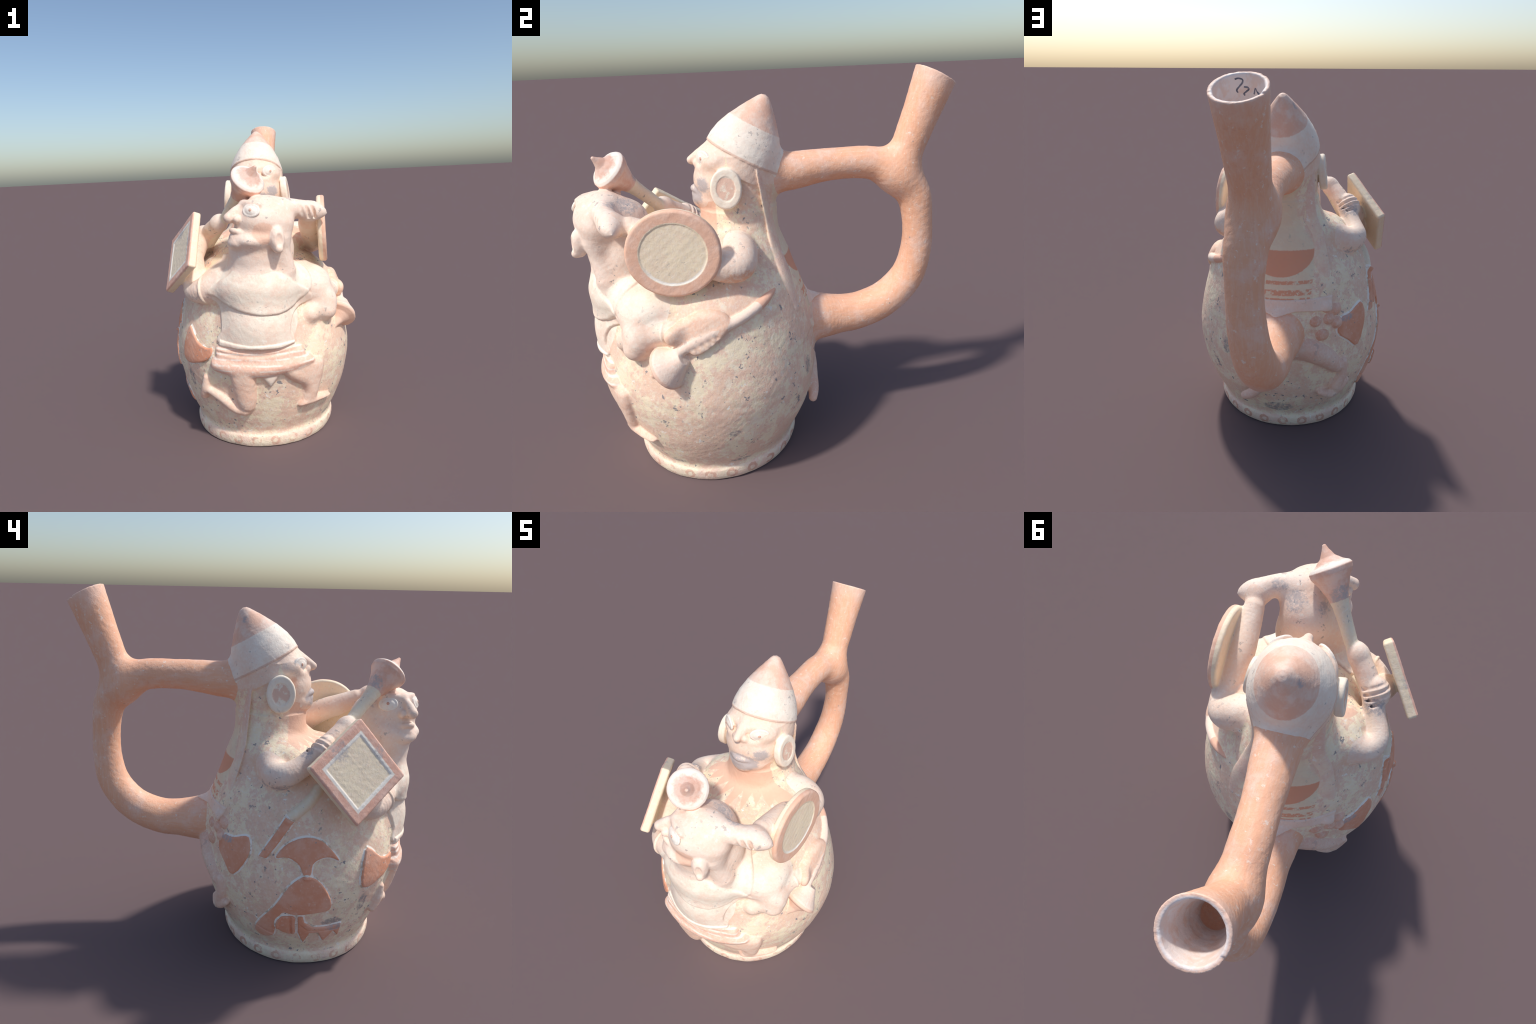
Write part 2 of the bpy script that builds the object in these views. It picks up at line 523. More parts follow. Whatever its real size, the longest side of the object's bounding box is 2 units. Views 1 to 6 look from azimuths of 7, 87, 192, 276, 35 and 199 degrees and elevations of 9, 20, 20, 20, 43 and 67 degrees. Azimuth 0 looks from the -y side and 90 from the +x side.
# belt, skirt, loincloth and legs pressed onto the wall
BELT_B = part('belt'); SKIRT_B = part('skirt'); LOIN_B = part('loincloth')
THIGH_BR = part('leg'); FOOT_BR = part('foot'); LEG_BL = part('leg'); FOOT_BL = part('foot')
relief(BELT_B, [(-19.3, .70), (0, .683), (24.2, .69), (25.5, .655), (0, .65), (-20, .66)], .009, .014)
cushion(THIGH_BR, curved([(-13, .56), (0, .56), (1, .38), (-.5, .285), (-4, .25), (-9, .25), (-12.5, .30), (-13.5, .40)]), .045, .07)
wall_tube(THIGH_BR, [(-8, .262, .004, .034), (-14, .276, .002, .034), (-22.6, .336, .002, .03), (-31, .375, .006, .027)], None)
wall_tube(FOOT_BR, [(-31.5, .448, .002, .02), (-33, .385, .01, .028), (-36.5, .325, .014, .024)], None)
cushion(LEG_BL, curved([(14, .54), (21, .455), (29, .40), (30.5, .35), (29, .27), (39, .27), (42.5, .40), (43.5, .53), (37, .565), (25, .57)]), .034, .05)
cushion(FOOT_BL, curved([(28, .262), (29.5, .3), (36, .315), (45, .31), (54, .285), (52, .262), (40, .255)]), .036, .045)
cushion(LOIN_B, [(1, .54), (9.5, .423), (18, .54)], .022, .02)
cushion(SKIRT_B, curved([(-20.2, .665), (0, .655), (26, .66), (31, .60), (35, .54), (14.4, .499), (.7, .487), (-14, .493), (-25, .526), (-22, .6)], 4), .03, .035)
cushion(SKIRT_B, curved([(-22, .60), (0, .585), (30, .60), (35, .54), (14.4, .499), (.7, .487), (-14, .493), (-25, .526)], 4), .046, .055)
for z in (.645, .618):
    cut(SKIRT_B, tube([on_vessel(a, z + .00004 * a * a, .032) for a in np.linspace(-20, 27, 14)], .006), .012)

# arms of the crouching warrior
ARM_BL = part('arm'); HAND_BL = part('hand')
add(ARM_BL, stube([(.2, -.68, .97), (.30, -.64, .93), (.375, -.63, .87), (.40, -.66, .81)], [.105, .102, .088, .06]), .04)
wall_tube(ARM_BL, [(39.3, 0.803, -.005, .055), (51.4, 0.859, .0, .058), (62.6, 0.89, .0, .052), (70.2, 0.898, .0, .047)], None, .03)
HAND = [(70.3, 0.924), (77.7, 0.961), (88, 0.993), (98.3, 0.984), (103.6, 0.942), (98.6, 0.876), (86, 0.807), (79.7, 0.821), (71.1, 0.861)]
relief(HAND_BL, curved(HAND), .032, .03)
for i in range(4):
    t = i / 3
    cut(HAND_BL, tube([on_vessel(82 + 9 * t, .875 + .06 * t, .046), on_vessel(86.5 + 9 * t, .818 + .065 * t, .036)], .009), .008)
CUFF_BL = part('wristband')
ring(CUFF_BL, on_vessel(67.5, 0.895, .0), on_vessel(72.4, 0.898) - on_vessel(62.6, 0.89), .047, .007)
ARM_BR = part('arm'); HAND_BR = part('hand')
add(ARM_BR, stube([(-.2, -.74, .99), (-.29, -.74, .96), (-.37, -.69, .945), (-.385, -.61, 1.02), (-.385, -.53, 1.13), (-.37, -.46, 1.20)], [.085, .075, .06, .055, .05, .045]), .03)
add(ARM_BR, tube([(-.38, -.62, 1.02), D0 - dn2 * .075 - V(0, .01, .05)], [.05, .055]), .03)
CUFF_BR = part('wristband')
ring(CUFF_BR, (-.29, -.74, .96), (-1, .3, -.2), .074, .01)
HR = frame((.5, -.55, .66), (0, .4, 1))
hc = V(-.358, -.43, 1.242)
add(HAND_BR, ellipsoid(hc, (.056, .08, .05), HR), .006)
add(ARM_BR, tube([hc - HR[2] * .01, D0 - dn2 * .075 + V(0, .06, .03)], [.05, .055]), .03)
for i in range(4):                                   # gaps between the fingers
    o = hc + HR[1] * (-.05 + .028 * i)
    cut(HAND_BR, tube([o + HR[0] * u * .062 + HR[2] * w * .052 for u, w in ((-1, .2), (-.75, .72), (0, 1.02), (.75, .72), (1, .1))], .0075), .008)
# club of the crouching warrior
CLUB_B = part('war_club')
wall_tube(CLUB_B, [(68.9, 0.787, .02, .03), (82.8, 0.858, .012, .028), (98.5, 0.912, .006, .026), (110.8, 0.939, .004, .025), (120.9, 0.965, .004, .024), (129.8, 0.986, .004, .02), (138.8, 1.006, .008, .004)], None, .008)
fb, fd = V(.478, -.515, .738), unit(V(-.25, -.75, -.55))
add(CLUB_B, lathe(fb, fd, [(-.11, 0), (-.11, .036), (-.10, .042), (-.06, .068), (-.02, .1), (.0, .106), (.008, .1), (.02, .07), (.05, .038), (.085, .016), (.1, .006), (.102, 0)]), .01)
# lower end of the other club on the wall
HANDLE_END = part('club_grip')
wall_tube(CLUB_A, [(-75.4, 1.039, .0, .028), (-84.5, 0.972, .0, .027), (-93.4, 0.913, .0, .026)], None, .008)
OUTLINE_G = part('incised_outline')
relief(HANDLE_END, [(-95.9, .922), (-91.2, .9), (-105.3, .697), (-109.8, .702)], .016, .012, outline=OUTLINE_G)

# ---- emblem on the wall: crescent, cone helmet, ear piece, toothed collar --------
OUTLINE = part('incised_outline')
EMB = part('crescent_emblem')
relief(EMB, curved([(-100, 0.712), (-95.7, 0.773), (-89.2, 0.81), (-82.4, 0.823), (-75.3, 0.805), (-69.8, 0.759), (-65.3, 0.7), (-70.5, 0.722), (-76, 0.718), (-80, 0.69), (-81.1, 0.632), (-84.9, 0.634), (-87.1, 0.681), (-91.3, 0.712), (-95.3, 0.718)], 3), .012, outline=OUTLINE)
EMB2 = part('helmet_emblem')
relief(EMB2, curved([(-84.9, 0.625), (-80.4, 0.622), (-75.8, 0.593), (-71.6, 0.534), (-69.3, 0.473), (-69.6, 0.423), (-77.1, 0.407), (-88.3, 0.391), (-93.8, 0.403), (-96.4, 0.378), (-99.7, 0.265), (-101.6, 0.206), (-108.6, 0.188), (-113, 0.228), (-109.6, 0.3), (-99.2, 0.439), (-92.3, 0.562)], 3), .013, outline=OUTLINE)
cut(EMB2, tube([on_vessel(-111, 0.267, .013), on_vessel(-101.3, 0.23, .013)], .006), .004)
EMB3 = part('ear_piece_emblem')
relief(EMB3, curved([(-88.2, 0.374), (-92.7, 0.378), (-96.4, 0.368), (-98.6, 0.326), (-98.1, 0.276), (-93.7, 0.25), (-87.9, 0.247), (-88, 0.312)], 3), .013, outline=OUTLINE)
cut(EMB3, tube([on_vessel(-90.6, 0.374, .014), on_vessel(-89.9, 0.248, .014)], .005), .004)
EMB4 = part('toothed_collar_emblem')
relief(EMB4, [(-86.6, 0.378), (-83.9, 0.382), (-82.6, 0.335), (-77.4, 0.301), (-68.1, 0.295), (-60.1, 0.306), (-59.5, 0.199), (-64.1, 0.254), (-69.2, 0.175), (-73.9, 0.254), (-78.8, 0.251), (-82.1, 0.17), (-85.9, 0.256)], .011, outline=OUTLINE)
cut(EMB4, tube([on_vessel(a, z, .014) for a, z in [(-85.2, 0.32), (-80.9, 0.277), (-74.5, 0.267), (-66.8, 0.267), (-61.2, 0.27)]], .004), .004)
FAN = part('fan_ornament')
relief(FAN, curved([(-46.5, .735), (-37, .66), (-29, .635), (-25, .64), (-25.5, .6), (-30.4, .555), (-44, .512), (-50, .52), (-52, .57), (-50.5, .66)], 3), .012, outline=OUTLINE)
FAN2 = part('fan_ornament')
relief(FAN2, curved([(-137.6, 0.734), (-128.3, 0.749), (-119.3, 0.782), (-116, 0.751), (-116.5, 0.673), (-125.1, 0.552), (-132.3, 0.6), (-139.5, 0.661)], 3), .012, outline=OUTLINE)
ROS = part('rosette')
for a, z in [(-145.8, 0.808), (-139.5, 0.787), (-139.6, 0.715), (-149.5, 0.665), (-153.7, 0.742), (-144.9, 0.745)]:
    add(ROS, ellipsoid(on_vessel(a, z, -.014), (.04, .04, .036)), .008)

# ---- legs of the standing warrior on the back wall -------------------------------
THIGH_A = part('leg'); FOOT_A = part('foot'); FOOT_A2 = part('foot')
wall_tube(THIGH_A, [(-172.5, 0.59, -.03, .06), (-160, 0.591, -.026, .068), (-148.6, 0.536, -.018, .06), (-140.3, 0.461, -.008, .042)], None)
wall_tube(THIGH_A, [(-136.1, 0.472, .0, .03), (-136, 0.391, .01, .03), (-139.3, 0.322, .02, .032)], None)
wall_tube(FOOT_A, [(-131.9, 0.341, .02, .016), (-137.3, 0.302, .024, .026), (-142.6, 0.279, .028, .026), (-148.6, 0.291, .01, .02)], None)
wall_tube(FOOT_A2, [(-178.7, .449, -.01, .03), (-185, .357, .01, .03), (-190.2, .298, .03, .03), (-195.7, .264, .042, .024)], None)
BELT_A = part('belt')
relief(BELT_A, [(-140.5, .869), (-165.5, .871), (-189, .871), (-189, .811), (-165.5, .811), (-143.5, .793)], .008, .008)
# ---------------------------------------------------------------- meshing
import bpy

H = 0.0042                      # cell size in metres
BL = 8                          # cells per block


def polygonise():
    """Surface nets on a sparse block grid -> vertices, quads."""
    lo = np.array([-.66, -1.06, -.04])
    hi = np.array([.70, 1.06, 2.06])
    nb = np.ceil((hi - lo) / (H * BL)).astype(int)
    n = nb * BL
    # coarse pass at block centres
    g = [(np.arange(nb[i]) + .5) * BL * H + lo[i] for i in range(3)]
    C = np.stack(np.meshgrid(*g, indexing='ij'), -1).astype(F)
    Cf = C.reshape(-1, 3)
    half = BL * H * .5
    reach = half * math.sqrt(3) * 1.6
    d0 = np.full(len(Cf), 1.0, F)
    near = []
    for op in OPS:
        fn, l, k, mode, a, b = op
        m = k + reach
        near.append(((Cf > (a - m).astype(F)) & (Cf < (b + m).astype(F))).all(1))
        i = np.nonzero(near[-1])[0]
        e = fn(Cf[i])
        d0[i] = apply_op(d0[i], op, e)
    act = np.abs(d0) < reach
    ai = np.nonzero(act)[0]
    slot = np.full(len(Cf), -1)
    slot[ai] = np.arange(len(ai))
    off = np.stack(np.meshgrid(*[np.arange(BL)] * 3, indexing='ij'), -1).reshape(-1, 3)
    bi = np.stack(np.unravel_index(ai, nb), -1)
    P = ((bi[:, None, :] * BL + off[None]) * H + lo).astype(F)
    d = np.full(P.shape[:2], 1.0, F)
    for op, nr in zip(OPS, near):
        fn = op[0]
        s = slot[nr & act]
        if len(s) == 0:
            continue
        e = fn(P[s])
        d[s] = apply_op(d[s], op, e)
    d += tremor(P)
    G = np.empty(tuple(n), F)
    G6 = G.reshape(nb[0], BL, nb[1], BL, nb[2], BL).transpose(0, 2, 4, 1, 3, 5)
    G6[...] = np.where(d0 < 0, F(-1), F(1)).reshape(tuple(nb))[..., None, None, None]
    G6[bi[:, 0], bi[:, 1], bi[:, 2]] = d.reshape(-1, BL, BL, BL)
    # cells crossed by the surface
    S = G < 0
    cnt = np.zeros(tuple(n - 1), np.int8)
    for dx in (0, 1):
        for dy in (0, 1):
            for dz in (0, 1):
                cnt += S[dx:n[0] - 1 + dx, dy:n[1] - 1 + dy, dz:n[2] - 1 + dz]
    cells = np.stack(np.nonzero((cnt > 0) & (cnt < 8)), -1)
    vid = np.full(tuple(n - 1), -1, np.int32)
    vid[tuple(cells.T)] = np.arange(len(cells))
    acc = np.zeros((len(cells), 3))
    w = np.zeros(len(cells))
    corner = {}
    for c in range(8):
        o = np.array([c & 1, c >> 1 & 1, c >> 2 & 1])
        corner[c] = (o, G[tuple((cells + o).T)])
    for a in range(8):
        for ax in range(3):
            if a >> ax & 1:
                continue
            b = a | (1 << ax)
            oa, va = corner[a]
            ob, vb = corner[b]
            m = (va < 0) != (vb < 0)
            t = va[m] / (va[m] - vb[m])
            acc[m] += oa + t[:, None] * (ob - oa)
            w[m] += 1
    verts = (cells + acc / w[:, None]) * H + lo
    quads = []
    for ax in range(3):
        o1, o2 = [(1, 2), (2, 0), (0, 1)][ax]
        sl0 = [slice(1, n[i] - 1) for i in range(3)]
        sl1 = list(sl0)
        sl0[ax] = slice(0, n[ax] - 1)
        sl1[ax] = slice(1, n[ax])
        A_, B_ = S[tuple(sl0)], S[tuple(sl1)]
        e = np.stack(np.nonzero(A_ != B_), -1)
        inside_first = A_[tuple(e.T)]
        base = e + 1
        base[:, ax] -= 1
        def cell(i, j):
            c = base.copy()
            c[:, o1] -= i
            c[:, o2] -= j
            return vid[tuple(c.T)]
        q = np.stack([cell(1, 1), cell(0, 1), cell(0, 0), cell(1, 0)], -1)
        q[~inside_first] = q[~inside_first][:, ::-1]
        quads.append(q)
    quads = np.concatenate(quads)
    return verts, quads[(quads >= 0).all(1)]


def settle(v, q):
    """Pull the vertices onto the surface along their normals."""
    d = field_points(v)
    return v - vertex_normals(v, q) * np.clip(d, -H * .5, H * .5)[:, None]


def face_labels(v, q):
    c = v[q].mean(1)
    return field_points(c, True)[1]


def clean_labels(q, lab, nv, rounds=3):
    """Majority vote of labels between neighbouring faces: no stray crumbs."""
    nl = int(lab.max()) + 1
    for _ in range(rounds):
        votes = np.zeros((nv, nl), np.uint8)
        for i in range(4):
            np.add.at(votes, (q[:, i], lab), 1)
        tot = votes[q[:, 0]].astype(np.int16)
        for i in range(1, 4):
            tot += votes[q[:, i]]
        lab = tot.argmax(1)
    return lab


def ease_borders(v, q, lab, rounds=6):
    """Smooth the lines along which two parts meet."""
    e = np.concatenate([q[:, [0, 1]], q[:, [1, 2]], q[:, [2, 3]], q[:, [3, 0]]])
    l = np.tile(lab, 4)
    key = np.sort(e, 1)
    order = np.lexsort((key[:, 1], key[:, 0]))
    k, ll = key[order], l[order]
    same = (k[1:] == k[:-1]).all(1) & (ll[1:] != ll[:-1])
    be = k[1:][same]
    v = v.copy()
    for _ in range(rounds):
        acc = np.zeros_like(v)
        w = np.zeros(len(v))
        for a, b in ((0, 1), (1, 0)):
            np.add.at(acc, be[:, a], v[be[:, b]])
            np.add.at(w, be[:, a], 1)
        m = w == 2
        v[m] += .5 * (acc[m] / w[m][:, None] - v[m])
    return v


def vertex_normals(v, q):
    fn = np.cross(v[q[:, 2]] - v[q[:, 0]], v[q[:, 3]] - v[q[:, 1]])
    n = np.zeros_like(v)
    for i in range(4):
        np.add.at(n, q[:, i], fn)
    return n / np.maximum(np.linalg.norm(n, axis=1, keepdims=True), 1e-12)


def build_parts(root, material_of):
    v, q = polygonise()
    lab = clean_labels(q, face_labels(v, q), len(v))
    v = ease_borders(v, q, lab)
    v = settle(v, q)
    v[:, 2] = np.maximum(v[:, 2], 0)
    nrm = vertex_normals(v, q)
    for l in np.unique(lab):
        fq = q[lab == l]
        used, inv = np.unique(fq, return_inverse=True)
        inv = inv.reshape(-1, 4)
        me = bpy.data.meshes.new(NAMES[l])
        me.vertices.add(len(used))
        me.vertices.foreach_set('co', v[used].astype(np.float32).ravel())
        me.loops.add(inv.size)
        me.loops.foreach_set('vertex_index', inv.astype(np.int32).ravel())
        me.polygons.add(len(inv))
        me.polygons.foreach_set('loop_start', np.arange(0, inv.size, 4, dtype=np.int32))
        me.update(calc_edges=True)
        me.polygons.foreach_set('use_smooth', np.ones(len(inv), bool))
        me.normals_split_custom_set_from_vertices(nrm[used].tolist())
        me.materials.append(material_of(int(l)))
        ob = bpy.data.objects.new(NAMES[l], me)
        bpy.context.scene.collection.objects.link(ob)
        ob.parent = root
    print('verts', len(v), 'quads', len(q), 'z max', v[:, 2].max(), 'y', v[:, 1].min(), v[:, 1].max(), 'x', v[:, 0].min(), v[:, 0].max())
# ---------------------------------------------------------------- materials
class Shader:
    """Tiny helper for writing node trees as expressions."""

    def __init__(self, name):
        self.m = bpy.data.materials.new(name)
        self.m.use_nodes = True
        self.t = self.m.node_tree
        self.bsdf = self.t.nodes['Principled BSDF']
        self.co = self.t.nodes.new('ShaderNodeTexCoord').outputs['Object']
        self._xyz = None

    def put(self, sock, val):
        if hasattr(val, 'is_output'):
            self.t.links.new(val, sock)
        elif isinstance(val, (tuple, list)) and len(val) == 3 and sock.type == 'RGBA':
            sock.default_value = (*val, 1)
        else:
            sock.default_value = val

    def f(self, op, a, b=0.0, c=0.0, clamp=False):
        n = self.t.nodes.new('ShaderNodeMath')
        n.operation = op
        n.use_clamp = clamp
        for i, v in enumerate((a, b, c)):
            self.put(n.inputs[i], v)
        return n.outputs[0]

    def vec(self, op, a, b=(0, 0, 0)):
        n = self.t.nodes.new('ShaderNodeVectorMath')
        n.operation = op
        self.put(n.inputs[0], a)
        if op == 'SCALE':
            self.put(n.inputs['Scale'], b)
        else:
            self.put(n.inputs[1], b)
        return n.outputs['Value' if op in ('DISTANCE', 'LENGTH', 'DOT_PRODUCT') else 'Vector']

    @property
    def xyz(self):
        if self._xyz is None:
            n = self.t.nodes.new('ShaderNodeSeparateXYZ')
            self.put(n.inputs[0], self.co)
            self._xyz = n.outputs
        return self._xyz

    def noise(self, scale, detail=4, rough=.6, offset=(0, 0, 0), stretch=(1, 1, 1)):
        n = self.t.nodes.new('ShaderNodeTexNoise')
        n.inputs['Scale'].default_value = scale
        n.inputs['Detail'].default_value = detail
        n.inputs['Roughness'].default_value = rough
        v = self.vec('ADD', self.vec('MULTIPLY', self.co, stretch), offset)
        self.put(n.inputs['Vector'], v)
        return n.outputs['Fac']

    def cells(self, scale, offset=(0, 0, 0), wobble=.0):
        n = self.t.nodes.new('ShaderNodeTexVoronoi')
        n.inputs['Scale'].default_value = scale
        self.put(n.inputs['Vector'], self.vec('ADD', self.co, offset))
        return n.outputs['Distance'], n.outputs['Color']

    def ramp(self, x, lo, hi):
        """Smooth step from lo to hi."""
        n = self.t.nodes.new('ShaderNodeMapRange')
        n.interpolation_type = 'SMOOTHSTEP'
        self.put(n.inputs['Value'], x)
        n.inputs['From Min'].default_value = lo
        n.inputs['From Max'].default_value = hi
        return n.outputs['Result']

    def mix(self, fac, a, b):
        n = self.t.nodes.new('ShaderNodeMix')
        n.data_type = 'RGBA'
        self.put(n.inputs[0], fac)
        self.put(n.inputs[6], a)
        self.put(n.inputs[7], b)
        return n.outputs[2]

    def mul(self, *a):
        r = a[0]
        for b in a[1:]:
            r = self.f('MULTIPLY', r, b)
        return r

    def inside(self, d, soft=.006, wob=.0, scale=30):
        """Mask where signed value d < 0, with a worn edge."""
        if wob:
            d = self.f('ADD', d, self.f('MULTIPLY', self.f('SUBTRACT', self.noise(scale, 5, .7), .5), wob))
        return self.ramp(d, soft, -soft)

    def ball(self, c, r):
        return self.f('SUBTRACT', self.vec('DISTANCE', self.co, tuple(c)), r)

    def egg(self, c, rad):
        """Signed-ish distance to an axis-aligned ellipsoid, in metres of its mean radius."""
        q = self.vec('MULTIPLY', self.vec('SUBTRACT', self.co, tuple(c)), tuple(1 / r for r in rad))
        return self.f('MULTIPLY', self.f('SUBTRACT', self.vec('LENGTH', q), 1.0), sum(rad) / 3)

    def plane(self, n, d):
        """n.p - d ; negative below."""
        return self.f('SUBTRACT', self.vec('DOT_PRODUCT', self.co, tuple(n)), d)

    def both(self, *d):
        r = d[0]
        for e in d[1:]:
            r = self.f('MAXIMUM', r, e)
        return r

    def either(self, *d):
        r = d[0]
        for e in d[1:]:
            r = self.f('MINIMUM', r, e)
        return r

    def finish(self, color, rough=.62, bump=.25, spec=.4):
        b = self.bsdf
        self.put(b.inputs['Base Color'], color)
        self.put(b.inputs['Roughness'], self.f('ADD', rough - .1, self.f('MULTIPLY', self.noise(14, 3), .2)))
        b.inputs['Specular IOR Level'].default_value = spec
        n = self.t.nodes.new('ShaderNodeBump')
        n.inputs['Strength'].default_value = bump
        n.inputs['Distance'].default_value = .006
        h = self.f('ADD', self.noise(95, 4, .6), self.f('MULTIPLY', self.noise(260, 3, .6), .25))
        self.put(n.inputs['Height'], h)
        self.put(b.inputs['Normal'], n.outputs[0])
        return self.m


CREAM = (.97, .83, .61)  # cream and the pale and orange tints below raised to offset cool, dim shade
PINK = (.92, .65, .51)
TAN = (.84, .63, .46)
WHITE = (.98, .91, .81)
ORANGE = (.94, .50, .31)
RED = (.80, .36, .22)
SKIN = (.94, .70, .55)
GREY = (.34, .31, .30)
SOOT = (.46, .42, .42)


def wear(s, col, flecks=.5, pits=.5, grime=.4, chalk=WHITE):
    """Common ageing: fine mottling, chalky crust, sooty pits."""
    col = s.mix(s.mul(s.ramp(s.noise(9, 6, .7, (3, 1, 7)), .45, .75), grime), col, TAN)
    col = s.mix(s.mul(s.ramp(s.noise(70, 4, .7, (1, 5, 2)), .40, .8), .45), col, chalk)
    col = s.mix(s.mul(s.ramp(s.noise(48, 4, .7, (8, 2, 2)), .5, .72), .35), col, PINK)
    if flecks:
        big = s.ramp(s.noise(5, 4, .6, (9, 4, 1)), .42, .62)
        fl = s.ramp(s.noise(26, 5, .65, (2, 8, 3)), .60, .66)
        col = s.mix(s.mul(fl, big, flecks), col, chalk)
    if pits:
        pick = s.ramp(s.noise(4.5, 4, .6, (5, 5, 9)), .48, .60)
        small = s.ramp(s.noise(44, 3, .55, (7, 1, 4)), .635, .66)
        large = s.ramp(s.noise(17, 5, .62, (1, 6, 4)), .655, .67)
        col = s.mix(s.mul(s.f('MAXIMUM', s.mul(small, pick), s.mul(large, min(1, pits * pits + .1))), pits), col, GREY)
    return col


def slip(name, base, second=None, amount=.5, scale=7, **kw):
    s = Shader(name)
    col = base
    if second:
        col = s.mix(s.mul(s.ramp(s.noise(scale, 6, .68, (4, 2, 6)), .42, .66), amount), base, second)
    return s, wear(s, col, **kw)


def stain(s, col, spots, colour=GREY, amount=.8, wob=.06):
    for c, r in spots:
        d = s.egg(c, r) if isinstance(r, tuple) else s.ball(c, r)
        m = s.inside(d, .008, wob, 45)
        m = s.mul(m, s.ramp(s.noise(50, 6, .75, (6, 3, 1)), .36, .58), amount)
        col = s.mix(m, col, colour)
    return col


def back_paint(s, col):
    """Painted tunic on the back of the standing warrior: red panel and stripes."""
    x, y, z = s.xyz
    width = s.f('SUBTRACT', s.f('ABSOLUTE', s.f('ADD', x, .055)), .165)
    behind = s.f('SUBTRACT', .03, y)
    panel = s.both(s.egg((-.05, .1, 1.10), (.17, .3, .12)), s.f('SUBTRACT', z, 1.115), behind)
    col = s.mix(s.mul(s.inside(s.both(width, s.f('SUBTRACT', .80, z), behind), .01, .02), .75), col, (.86, .75, .55))
    col = s.mix(s.mul(s.inside(panel, .004, .012, 60), .9), col, RED)
    for z0, h in ((.955, .009), (.905, .014), (.872, .006)):
        bar = s.both(s.f('SUBTRACT', s.f('ABSOLUTE', s.f('SUBTRACT', z, z0)), h), width, behind)
        m = s.mul(s.inside(bar, .003, .014, 60), s.ramp(s.noise(38, 4, .6), .38, .5), .9)
        col = s.mix(m, col, RED)
    return col


def flame(s, col):
    """Red painted neck with pointed tongues running down onto the chest."""
    x, y, z = s.xyz
    ang = s.f('ARCTAN2', s.f('ADD', x, .03), s.f('ADD', y, .15))
    tri = s.f('ABSOLUTE', s.f('SUBTRACT', s.f('FRACT', s.f('MULTIPLY', ang, 4.0)), .5))
    mask = s.both(s.f('SUBTRACT', s.f('ADD', 1.205, s.f('MULTIPLY', tri, .06)), z), s.f('ADD', y, .25))
    return s.mix(s.mul(s.inside(mask, .004, .01), .9), col, (.88, .55, .40))


def make_vessel():
    s = Shader('mottled_cream_slip')
    peel = s.ramp(s.noise(4.5, 9, .75, (1, 9, 2)), .46, .53)
    col = s.mix(peel, (.97, .82, .58), (.91, .63, .46))  # wall tints lightened for sun glare in front and a bright shaded side
    col = s.mix(s.mul(s.ramp(s.noise(16, 8, .75, (3, 3, 3)), .51, .56), .8), col, (.86, .57, .43))
    col = s.mix(s.mul(s.ramp(s.noise(11, 7, .7, (6, 2, 8)), .55, .62), .7), col, (.97, .85, .65))
    col = s.mix(s.mul(s.ramp(s.noise(7, 8, .75, (9, 9, 1)), .55, .63), .5), col, (.80, .64, .44))
    col = wear(s, col, flecks=1, pits=1, grime=.35)
    col = flame(s, back_paint(s, col))
    col = stain(s, col, [(on_vessel(-176, .16), (.085, .06, .045)), (on_vessel(-48, .41), (.03, .03, .06)),
                         (on_vessel(-66, .32), (.05, .06, .03)), (on_vessel(-62, .055), (.06, .07, .03)),
                         (on_vessel(152, .55), (.03, .03, .05)), (on_vessel(62, .12), (.05, .04, .015)),
                         (on_vessel(105, .12), (.04, .06, .012)), (on_vessel(-135, .70), (.035, .03, .018)), (on_vessel(100, .36), (.03, .03, .02))], wob=.05)
    return s.finish(col, bump=.3)


def make_ring():
    s = Shader('base_ring_slip')
    col = s.mix(s.ramp(s.noise(8, 6, .7), .42, .6), CREAM, PINK)
    col = wear(s, col, flecks=.8, pits=.6)
    x, y, z = s.xyz
    ang = s.f('ARCTAN2', s.f('ADD', x, .02), s.f('ADD', y, .336))
    n = 25
    cell = s.f('SUBTRACT', s.f('FRACT', s.f('MULTIPLY', s.f('ADD', ang, 4.0), n / (2 * math.pi))), .5)
    du = s.f('MULTIPLY', cell, 2 * math.pi * .43 / n)
    dv = s.f('SUBTRACT', z, .042)
    r = s.f('SQRT', s.f('ADD', s.f('MULTIPLY', du, du), s.f('MULTIPLY', dv, dv)))
    ringm = s.inside(s.f('SUBTRACT', s.f('ABSOLUTE', s.f('SUBTRACT', r, .021)), .0075), .002, .02, 40)
    keep = s.ramp(s.noise(14, 4, .6, (4, 4, 4)), .44, .54)
    keep = s.f('MAXIMUM', s.mul(keep, .7), s.mul(s.ramp(y, -.35, -.1), s.ramp(s.noise(30, 4, .6), .40, .50)))
    col = s.mix(s.mul(ringm, keep, .9), col, (.72, .38, .27))
    return s.finish(col, bump=.5)


